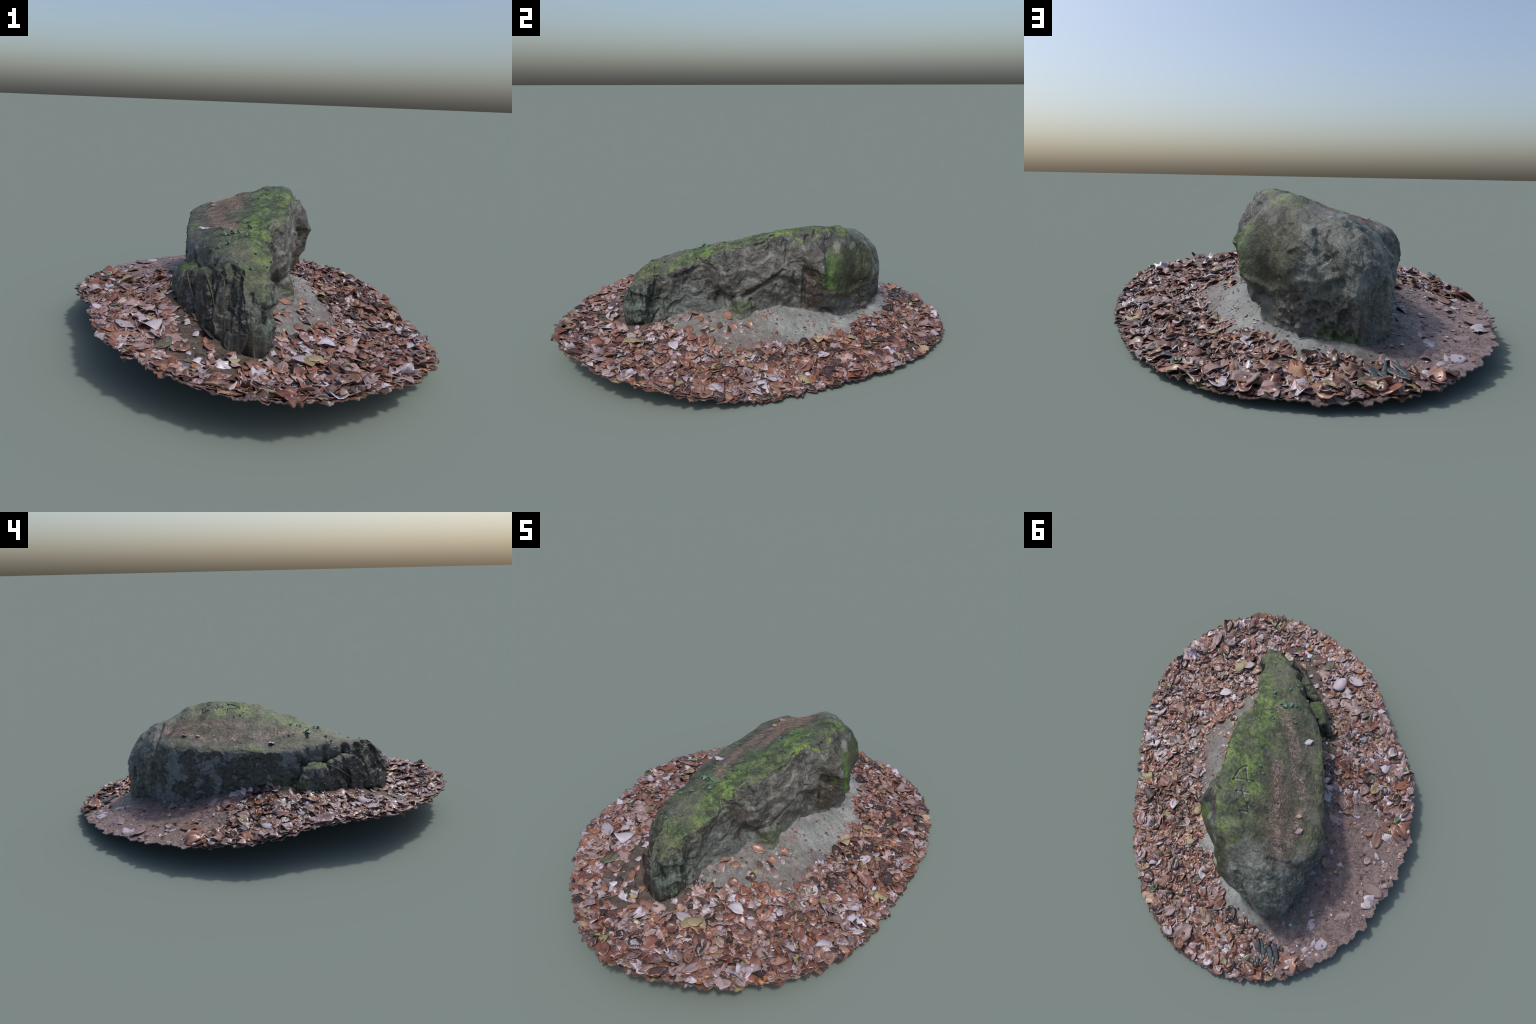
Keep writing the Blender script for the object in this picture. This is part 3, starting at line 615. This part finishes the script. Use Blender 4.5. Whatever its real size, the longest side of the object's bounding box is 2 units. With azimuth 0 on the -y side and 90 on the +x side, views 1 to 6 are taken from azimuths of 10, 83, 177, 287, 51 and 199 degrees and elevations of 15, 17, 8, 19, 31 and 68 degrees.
# ---------------------------------------------------------- the soil sheet
def soil_height(x, y):
    """Ground height with its relief."""
    P = np.stack([x, y, np.zeros_like(x)], 1)
    wob = .05 * fbm(P, 9, 3, .5, 61)
    bare = np.maximum(poly_dist(SAND, x, y), np.maximum(poly_dist(BARE, x, y), poly_dist(TRODDEN, x, y)))
    rough = sstep(.04, -.05, bare + wob)
    h = ground(x, y)
    W = P + .012 * np.stack([fbm(P, 20, 2, .5, 65), fbm(P, 20, 2, .5, 66), 0 * x], 1); W[:, 2] = 0
    litter = .0055 * facets(W, .050, 67, .12, tilt=.8) + .0045 * facets(W, .028, 68, .15, tilt=.8) + .004 * fbm(P, 14, 2, .5, 62)
    far = np.hypot(x, y) / rim_r(np.arctan2(y, x))
    h = h + rough * (litter - .013 + .008 * sstep(.86, .97, far)) + (1 - rough) * (.0045 * fbm(P, 15, 5, .55, 64) + .0022 * facets(W, .022, 69, .3) + .0012 * fbm(P, 90, 2, .6, 70))
    return h

def edge_radius(t):
    q = np.stack([np.cos(t) * 4, np.sin(t) * 4, np.zeros_like(t)], 1)
    return rim_r(t) - .003 + .012 * fbm(q, 3, 2, .5, 71) + .048 * fbm(q, 6, 3, .8, 72)

def build_soil(parent, mat):
    na, nr = 1000, 230
    t = np.linspace(0, 2 * np.pi, na, endpoint=False)
    R = edge_radius(t)
    s = np.linspace(.10, 1, nr) ** .85
    X = (R[:, None] * s) * np.cos(t)[:, None]; Y = (R[:, None] * s) * np.sin(t)[:, None]
    Z = soil_height(X.ravel(), Y.ravel()).reshape(X.shape)
    top = np.stack([X, Y, Z], -1)
    rows = np.linspace(0, nr - 1, 14).astype(int)                 # the underside is plainer than the top
    sb = s[rows]
    bot = top[:, rows].copy()
    low = ground(bot[..., 0].ravel(), bot[..., 1].ravel()).reshape(na, -1) - .034
    bot[..., 2] = np.where(sb > .999, bot[..., 2] - .004, low + .022 * sb ** 10)
    V = np.concatenate([top.reshape(-1, 3), bot.reshape(-1, 3)])
    V[:, 2] = np.maximum(V[:, 2], .0)
    idx = np.arange(na * nr).reshape(na, nr); nxt = np.roll(idx, -1, 0)
    q1 = np.stack([idx[:, :-1], idx[:, 1:], nxt[:, 1:], nxt[:, :-1]], -1).reshape(-1, 4)
    b = na * nr + np.arange(na * len(rows)).reshape(na, -1); bn = np.roll(b, -1, 0)
    q2 = np.stack([b[:, :-1], bn[:, :-1], bn[:, 1:], b[:, 1:]], -1).reshape(-1, 4)
    q3 = np.stack([idx[:, -1], b[:, -1], bn[:, -1], nxt[:, -1]], -1)
    q4 = np.stack([nxt[:, 0], bn[:, 0], b[:, 0], idx[:, 0]], -1)
    V = np.asarray(V)
    me = make_mesh('forest_floor', V, np.vstack([q1, q2, q3, q4]), [mat])
    return link('forest_floor', me, parent)

# ------------------------------------------------------------------ leaves
def leaf_shape(kind, r, nu=7, nv=4):
    """Unit length leaf lying in xy, length along x: two skins and an edge."""
    u = np.linspace(0, 1, nu + 1); v = np.linspace(-1, 1, nv + 1)
    wid = (.29 + .14 * r.random()) * np.sin(np.pi * np.clip(u, .02, .98) ** (.75 + .3 * r.random())) ** .75
    if kind == 'lobed':
        wid = wid * (1 + .38 * np.cos(u * np.pi * 6 + r.random() * 6))
    if kind == 'round':
        wid = .42 * np.sin(np.pi * np.clip(u, .02, .98)) ** .55
    U, W = np.meshgrid(u, v, indexing='ij')
    jag = 1 + .08 * r.standard_normal(U.shape) * (np.abs(W) > .9)
    x = U - .5 + .02 * r.standard_normal(U.shape)
    y = W * wid[:, None] * jag + (.12 * r.standard_normal()) * (U - .5) ** 2
    fold = r.normal(.02, .32); curl = r.normal(-.10, .42); cup = r.normal(-.12, .45); twist = r.normal(0, .9)
    z = fold * np.abs(y) + curl * (U - .5) ** 2 + cup * y * y + twist * y * (U - .5) + .012 * r.standard_normal(U.shape)
    z += .035 * r.random() * np.sin(U * 7 + W * 1.5 + r.random() * 6)
    top = np.stack([x, y, z], -1).reshape(-1, 3)
    bot = top - [0, 0, .022]
    idx = np.arange((nu + 1) * (nv + 1)).reshape(nu + 1, nv + 1); o = idx.size
    q = np.stack([idx[:-1, :-1], idx[1:, :-1], idx[1:, 1:], idx[:-1, 1:]], -1).reshape(-1, 4)
    ring = np.r_[idx[:, 0], idx[-1, 1:], idx[-2::-1, -1], idx[0, -2:0:-1]]
    rn = np.roll(ring, -1)
    e = np.stack([ring, ring + o, rn + o, rn], -1)
    return np.vstack([top, bot]), np.vstack([q, q[:, ::-1] + o, e])

def rot_from(yaw, tilt, tdir):
    cy, sy = np.cos(yaw), np.sin(yaw)
    Z = np.array([[cy, -sy, 0], [sy, cy, 0], [0, 0, 1]])
    ax = np.array([np.cos(tdir), np.sin(tdir), 0]); K = np.array([[0, -ax[2], ax[1]], [ax[2], 0, -ax[0]], [-ax[1], ax[0], 0]])
    return (np.eye(3) + np.sin(tilt) * K + (1 - np.cos(tilt)) * K @ K) @ Z

LEAF_COLOURS = [   # name, two tones, spots, weight
    ('russet_leaf', (.225, .098, .072), (.140, .060, .046), (.060, .031, .027), .21),
    ('chestnut_leaf', (.310, .168, .122), (.205, .105, .080), (.090, .050, .041), .17),
    ('mauve_leaf', (.340, .250, .252), (.230, .158, .158), (.11, .07, .066), .23),
    ('umber_leaf', (.080, .048, .042), (.040, .028, .026), (.022, .017, .017), .17),
    ('lilac_leaf', (.450, .415, .475), (.330, .295, .340), (.19, .14, .15), .12),
    ('orange_leaf', (.330, .135, .060), (.230, .090, .045), (.11, .05, .03), .02),
    ('straw_leaf', (.340, .285, .160), (.245, .200, .115), (.14, .10, .06), .013),
    ('green_leaf', (.060, .100, .062), (.110, .125, .072), (.05, .05, .035), .008),
    ('tan_leaf', (.360, .262, .190), (.250, .175, .125), (.12, .08, .06), .04),
]

def litter_density(x, y):
    P = np.stack([x, y, np.zeros_like(x)], 1)
    wob = .035 * fbm(P, 8, 3, .5, 81)
    d = np.ones(len(x))
    d *= 1 - (.985 - .10 * sstep(-.12, -.22, y)) * sstep(-.02, .02, poly_dist(SAND, x, y) + wob)
    bare = sstep(-.03, .03, poly_dist(BARE, x, y) + wob)
    edge = np.hypot(x, y) / rim_r(np.arctan2(y, x))
    d *= 1 - bare * (.945 - .15 * sstep(.84, .97, edge))
    d *= 1 - .90 * sstep(-.02, .02, poly_dist(TRODDEN, x, y) + wob)
    d *= 1 - .72 * np.exp(-(((x - .42 - .3 * (y + .13)) / .13) ** 2 + ((y + .15) / .16) ** 2) * 1.1)
    west = sstep(-.30, -.45, x) * sstep(-.45, -.15, y)
    return d * (1 - .45 * west)

def foot_line(V):
    """Outline of the boulder near the ground, for keeping leaves out of it."""
    return V[:, 40, 0], V[:, -40, 0]

def build_litter(parent, V, yq):
    mats = [leaf_material(n, a, b, c) for n, a, b, c, w in LEAF_COLOURS]
    wts = np.array([c[-1] for c in LEAF_COLOURS]); wts /= wts.sum()
    shapes = [leaf_shape(('ovate', 'ovate', 'ovate', 'lobed', 'round')[i % 5], rng) for i in range(20)]
    xs, ys_ = [], []
    want = 7000
    while len(xs) < want:
        t = rng.random(4000) * 2 * np.pi; s = np.sqrt(rng.random(4000)); R = rim_r(t) - .020
        x, y = R * s * np.cos(t), R * s * np.sin(t)
        keep = rng.random(4000) < litter_density(x, y) * (1 - .35 * sstep(.93, .99, np.sqrt(s * s)))
        wx, ex = foot_line(V)
        inb = (y > yq[0]) & (y < yq[-1]) & (x > np.interp(y, yq, wx) - .004) & (x < np.interp(y, yq, ex) + .004)
        keep &= ~inb
        xs += list(x[keep]); ys_ += list(y[keep])
    x, y = np.array(xs[:want]), np.array(ys_[:want])
    z = soil_height(x, y)
    e = .01
    gx = (ground(x + e, y) - ground(x - e, y)) / (2 * e); gy = (ground(x, y + e) - ground(x, y - e)) / (2 * e)
    size = np.clip(rng.lognormal(math.log(.035), .40, want), .014, .082)
    far = np.hypot(x, y) / rim_r(np.arctan2(y, x))
    size *= 1 + .25 * sstep(.7, .95, far)
    colour = rng.choice(len(wts), want, p=wts)
    # pale large leaves gather in the south-west, dark red ones in the north-east
    size = np.minimum(size, .020 + .9 * np.maximum(0, (1 - far)) * 1.4 + .03 * rng.random(want))
    sw = (x < -.1) & (y < -.2) & (rng.random(want) < .25); colour[sw] = 2
    ne = (x > .1) & (y > .2) & (rng.random(want) < .35); colour[ne] = rng.choice([0, 1, 3], ne.sum())
    dull = (poly_dist(BARE, x, y) > 0) & (rng.random(want) < .55); colour[dull] = rng.choice([2, 4], dull.sum())
    yaw = rng.random(want) * 2 * np.pi; tdir = rng.random(want) * 2 * np.pi
    tilt = np.abs(rng.normal(0, .25, want))
    lift = rng.random(want) * .007 + .0015
    bare = np.maximum(poly_dist(BARE, x, y), poly_dist(SAND, x, y)) > 0
    tilt[bare] *= .3; lift[bare] = .002
    which = rng.integers(0, len(shapes), want)
    order = np.argsort(-size)
    # the 300 largest are objects of their own, sharing mesh data
    inner = far[order] < .92; single = order[inner][:278]; rest = np.setdiff1d(order, single)
    shared = {}
    for i in single:
        key = (which[i] % 10, colour[i])
        if key not in shared:
            sv, sq = shapes[key[0]]
            shared[key] = make_mesh('leaf', sv, sq, [mats[key[1]]])
        ob = link('leaf', shared[key], parent)
        R = rot_from(yaw[i], min(tilt[i] * .6, .3) * (1 if far[i] < .88 else .3), tdir[i])
        slope = Vector((-gx[i], -gy[i], 1)).to_track_quat('Z', 'Y').to_matrix()
        M = Matrix((np.array(slope) @ R).tolist()).to_4x4() @ Matrix.Scale(size[i], 4)
        lows = np.array([v.co for v in shared[key].vertices]) @ np.array(M.to_3x3())[2]
        M.translation = (x[i], y[i], max(z[i] + lift[i] + .002, .002 - lows.min()))
        ob.matrix_world = M
    et = np.linspace(-np.pi, np.pi, 2400); er = edge_radius(et)
    Vs, Qs, Ms = [], [], []; n = 0
    for i in rest:
        sv, sq = shapes[which[i]]
        R = rot_from(yaw[i], tilt[i], tdir[i])
        v = (sv * size[i]) @ R.T
        v[:, 2] += v[:, 0] * gx[i] + v[:, 1] * gy[i]
        v += [x[i], y[i], z[i] + lift[i]]
        if far[i] > .86:                                    # nothing hangs over the edge of the disc
            rr = np.hypot(v[:, 0], v[:, 1]); lim = np.interp(np.arctan2(v[:, 1], v[:, 0]), et, er) + .002
            v[:, :2] *= np.minimum(1, lim / rr)[:, None]
            v[:, 2] = np.maximum(v[:, 2], ground(v[:, 0], v[:, 1]) - .003)
        Vs.append(v); Qs.append(sq + n); Ms.append(np.full(len(sq), colour[i])); n += len(v)
    Vv = np.vstack(Vs); Vv[:, 2] = np.maximum(Vv[:, 2], .001)
    me = make_mesh('leaf_litter', Vv, np.vstack(Qs), mats, np.concatenate(Ms))
    ob = link('leaf_litter', me, parent); ob['kind'] = 'stuff'
    # crumbs of leaf and bark trodden into the bare ground
    Vs, Qs, Ms = [], [], []; n = 0; r3 = np.random.default_rng(21)
    wx, ex = foot_line(V)
    t = r3.random(9000) * 2 * np.pi; R = rim_r(t) * .97 * np.sqrt(r3.random(9000)); cx, cy = R * np.cos(t), R * np.sin(t)
    ok = np.maximum(np.maximum(poly_dist(SAND, cx, cy), poly_dist(BARE, cx, cy)), poly_dist(TRODDEN, cx, cy)) > -.02
    ok &= ~((cy > yq[0]) & (cy < yq[-1]) & (cx > np.interp(cy, yq, wx) - .01) & (cx < np.interp(cy, yq, ex) + .01))
    for a, b in np.stack([cx, cy], 1)[ok][:700]:
        ln = .006 + .014 * r3.random() ** 2.5
        sv, sq = shapes[r3.integers(0, len(shapes))]
        v = (sv * [ln, ln, ln * .6]) @ rot_from(r3.random() * 6.28, abs(r3.normal(0, .2)), r3.random() * 6.28).T + [a, b, 0]
        Vs.append(v); Qs.append(sq + n); Ms.append(np.full(len(sq), r3.choice(5, p=[.22, .2, .25, .2, .13]))); n += len(v)
    v = np.vstack(Vs); m = len(shapes[0][0]); ctr = v.reshape(-1, m, 3).mean(1)
    v[:, 2] += np.repeat(soil_height(ctr[:, 0], ctr[:, 1]) + .0015, m)
    link('leaf_crumbs', make_mesh('leaf_crumbs', v, np.vstack(Qs), mats, np.concatenate(Ms)), parent)['kind'] = 'stuff'
    # leaves that stand out, each where it lies: place, length, colour, shape
    for (px, py, pz), ln, col, sh, yw in [
        ((.345, -.597, .128), .065, 6, 4, 1.2), ((.325, -.625, .126), .06, 6, 4, 2.4), ((.30, -.62, .125), .07, 4, 1, .4),
        ((-.23, -.60, .190), .085, 4, 9, 1.0), ((-.29, -.56, .190), .08, 4, 3, 2.0), ((-.31, -.64, .190), .09, 4, 1, 2.8),
        ((-.283, -.155, .222), .055, 4, 4, .6), ((.172, -.336, .176), .05, 1, 2, 1.4), ((-.009, -.802, .15), .034, 5, 4, .3),
        ((.034, -.756, .148), .034, 1, 9, 2.0), ((.096, -.724, .145), .036, 6, 9, .2), ((.374, -.427, .11), .075, 4, 2, .4),
        ((.523, -.093, .062), .036, 6, 4, .3), ((.452, -.111, .068), .03, 6, 9, .3), ((.307, .254, .068), .05, 6, 9, 1.4),
        ((.292, .42, .064), .042, 6, 4, .6), ((-.566, .156, .138), .04, 1, 9, .4), ((-.345, -.10, .196), .04, 6, 4, .2),
        ((-.235, .26, .462), .026, 6, 4, .2), ((-.251, .329, .466), .045, 2, 3, .6), ((-.177, -.113, .432), .05, 4, 3, .5),
        ((-.341, .556, .125), .035, 6, 2, .6)]:
        key = (sh, col)
        if key not in shared: shared[key] = make_mesh('leaf', *shapes[sh], [mats[col]])
        o = link('leaf', shared[key], parent)
        M = Matrix(rot_from(yw, .12, yw * 3).tolist()).to_4x4() @ Matrix.Scale(ln, 4)
        M.translation = (px, py, pz); o.matrix_world = M
    return shapes

def tube(pts, radii, sides=7, flat=1.0):
    """Round or flattened strand through points."""
    P = catmull3(np.array(pts, float), 8); r = np.interp(np.linspace(0, 1, len(P)), np.linspace(0, 1, len(radii)), radii)
    T = np.gradient(P, axis=0); T /= np.linalg.norm(T, axis=1, keepdims=True)
    A = np.cross(T, [.03, .02, 1]); A /= np.linalg.norm(A, axis=1, keepdims=True); B = np.cross(T, A)
    a = np.linspace(0, 2 * np.pi, sides, endpoint=False)
    V = P[:, None] + r[:, None, None] * (np.cos(a)[None, :, None] * A[:, None] + flat * np.sin(a)[None, :, None] * B[:, None])
    n = len(P); idx = np.arange(n * sides).reshape(n, sides)
    q = np.stack([idx[:-1], np.roll(idx, -1, 1)[:-1], np.roll(idx, -1, 1)[1:], idx[1:]], -1).reshape(-1, 4)
    return V.reshape(-1, 3), q

def catmull3(P, per):
    A = np.vstack([2 * P[0] - P[1], P, 2 * P[-1] - P[-2]]); t = np.linspace(0, 1, per, endpoint=False)[:, None]; out = []
    for i in range(len(P) - 1):
        a, b, c, d = A[i:i + 4]
        out.append(.5 * (2 * b + (c - a) * t + (2 * a - 5 * b + 4 * c - d) * t ** 2 + (3 * b - a - 3 * c + d) * t ** 3))
    return np.vstack(out + [P[-1:]])

# -------------------------------------------------------------------- build
root = bpy.data.objects.new('mossy_boulder', None)
bpy.context.scene.collection.objects.link(root)
root['label'] = 'long grey mossy boulder on a disc of leaf litter'
root['category'] = 'boulder'

STONE = rock_material(); CARVED = carved_material()
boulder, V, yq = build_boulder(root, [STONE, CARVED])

hull_block('stone_block', root, STONE, [
    (-.262, -.262, .13), (-.250, -.275, .27), (-.225, -.285, .315), (-.165, -.385, .328), (-.172, -.398, .315), (-.12, -.35, .322),
    (-.20, -.42, .13), (-.10, -.52, .13), (-.12, -.46, .26), (-.10, -.25, .30), (-.10, -.25, .13), (-.12, -.44, .29)], 5, .009, .004, True)
hull_block('stone_block', root, STONE, [
    (-.148, -.40, .335), (-.09, -.44, .352), (-.055, -.52, .355), (-.03, -.56, .30), (.0, -.592, .15), (-.06, -.55, .15), (-.13, -.47, .2),
    (-.155, -.42, .28), (-.02, -.50, .15), (-.05, -.42, .33), (-.05, -.42, .15)], 9, .009, .005, True)
SOIL = soil_material()
floor = build_soil(root, SOIL)
shapes = build_litter(root, V, yq)

# ivy leaves on the top
IVY = plain_material('ivy_green', (.045, .105, .080), (.105, .200, .150), 60, .4)
sv, sq = leaf_shape('round', np.random.default_rng(4))
ivy_mesh = make_mesh('ivy_leaf', sv, sq, [IVY])
top_pts = V[:, 32 * 4:32 * 8, :].reshape(-1, 3)
r2 = np.random.default_rng(8)
spots = [(-.043, -.271, .030), (-.02, -.255, .026), (-.07, -.28, .016), (.03, -.20, .014), (-.01, .10, .013), (-.03, .13, .012), (.01, .09, .013)]
spots += [(-.03 + .05 * r2.standard_normal(), -.26 + .06 * r2.standard_normal(), .010 + .010 * r2.random()) for _ in range(14)]
spots += [(.10 + .03 * r2.standard_normal(), -.46 + .05 * r2.standard_normal(), .010 + .008 * r2.random()) for _ in range(6)]
for a, b, s in spots:
    k = ((top_pts[:, :2] - [a, b]) ** 2).sum(1).argmin()
    o = link('ivy_leaf', ivy_mesh, root)
    M = Matrix(rot_from(r2.random() * 6.28, .35 * r2.random(), r2.random() * 6.28).tolist()).to_4x4() @ Matrix.Scale(s, 4)
    M.translation = Vector(top_pts[k]) + Vector((0, 0, .004)); o.matrix_world = M

# conifer needles lying in the channels, too small to count
def scatter_needles():
    Vs, Qs = [], []; n = 0
    r = np.random.default_rng(12)
    for line in NEEDLE_LINES:
        L = np.array(line); cum = np.r_[0, np.cumsum(np.linalg.norm(np.diff(L, axis=0), axis=1))]
        for _ in range(420):
            s = r.random() * cum[-1]
            a = np.interp(s, cum, L[:, 0]) + .040 * r.standard_normal(); b = np.interp(s, cum, L[:, 1]) + .040 * r.standard_normal()
            yaw = r.random() * 6.28; ln = .008 + .010 * r.random(); w = .0005
            d = np.array([np.cos(yaw), np.sin(yaw)]) * ln; p = np.array([-d[1], d[0]]) / ln * w
            ends = []
            for q in (np.array([a, b]) - d, np.array([a, b]) + d):
                k = ((top_pts[::3, :2] - q) ** 2).sum(1).argmin(); ends.append(np.r_[q, top_pts[::3][k, 2] + .0025 + .003 * r.random()])
            e0, e1 = ends; p3 = np.r_[p, 0]; up = np.array([0, 0, w * 1.6])
            Vs.append(np.array([e0 - p3, e0 + p3, e0 + up, e1 - p3, e1 + p3, e1 + up]))
            Qs.append(np.array([[0, 1, 4, 3], [1, 2, 5, 4], [2, 0, 3, 5]]) + n); n += 6
    me = make_mesh('conifer_needles', np.vstack(Vs), np.vstack(Qs), [plain_material('needle_brown', (.17, .105, .088), (.29, .21, .18), 200, .5)])
    link('conifer_needles', me, root)['kind'] = 'stuff'
scatter_needles()

# dry roots and fibres hanging down the south-west, twigs on the ground, torn bark in the north
ROOT = plain_material('dry_root', (.026, .024, .018), (.070, .062, .046), 60, .6)
for pts, w in [([(-.165, -.395, .332), (-.14, -.45, .30), (-.09, -.52, .24), (-.03, -.575, .185), (.02, -.60, .158)], .0035),
               ([(-.055, -.53, .362), (-.02, -.57, .30), (.0, -.60, .22), (.01, -.605, .16)], .002),
               ([(-.04, -.50, .385), (.02, -.575, .36), (.03, -.61, .27), (.045, -.64, .18)], .002),
               ([(-.26, -.265, .27), (-.275, -.27, .22), (-.28, -.275, .19)], .002)]:
    link('root', make_mesh('root', *tube(pts, [w, w * 1.1, w * .8, w * .5]), [ROOT]), root)
TWIG = plain_material('twig_bark', (.06, .045, .036), (.13, .10, .08), 80, .6)
for a, b, c in [((-.34, -.24), (-.40, -.14), (-.48, -.04)), ((-.02, -.90), (.03, -.84), (.05, -.76)),
                ((.18, .66), (.10, .72), (.06, .80)), ((-.12, -.80), (-.05, -.78), (.0, -.79)), ((.50, .25), (.55, .33), (.56, .42))]:
    p = np.array([a, b, c]); zz = soil_height(p[:, 0], p[:, 1]) + .007
    link('twig', make_mesh('twig', *tube(np.c_[p, zz], [.0022, .003, .0015], 6), [TWIG]), root)
BARK = plain_material('wet_bark', (.022, .028, .032), (.085, .105, .115), 50, .4, (1, 3, 3))
for k in range(7):
    a = np.array([-.175 - .016 * k, .765 + .02 * r2.random()]); d = np.array([-.02 + .025 * r2.standard_normal(), .10 + .05 * r2.random()])
    p = np.array([a, a + d * .35 + .012 * r2.standard_normal(2), a + d * .7 + .012 * r2.standard_normal(2), a + d])
    p[:, 1] = np.minimum(p[:, 1], .93)
    zz = soil_height(p[:, 0], p[:, 1]) + .008 + .010 * r2.random(4)
    link('bark_strip', make_mesh('bark_strip', *tube(np.c_[p, zz], [.003, .010 + .006 * r2.random(), .009, .002], 6, .3), [BARK]), root)
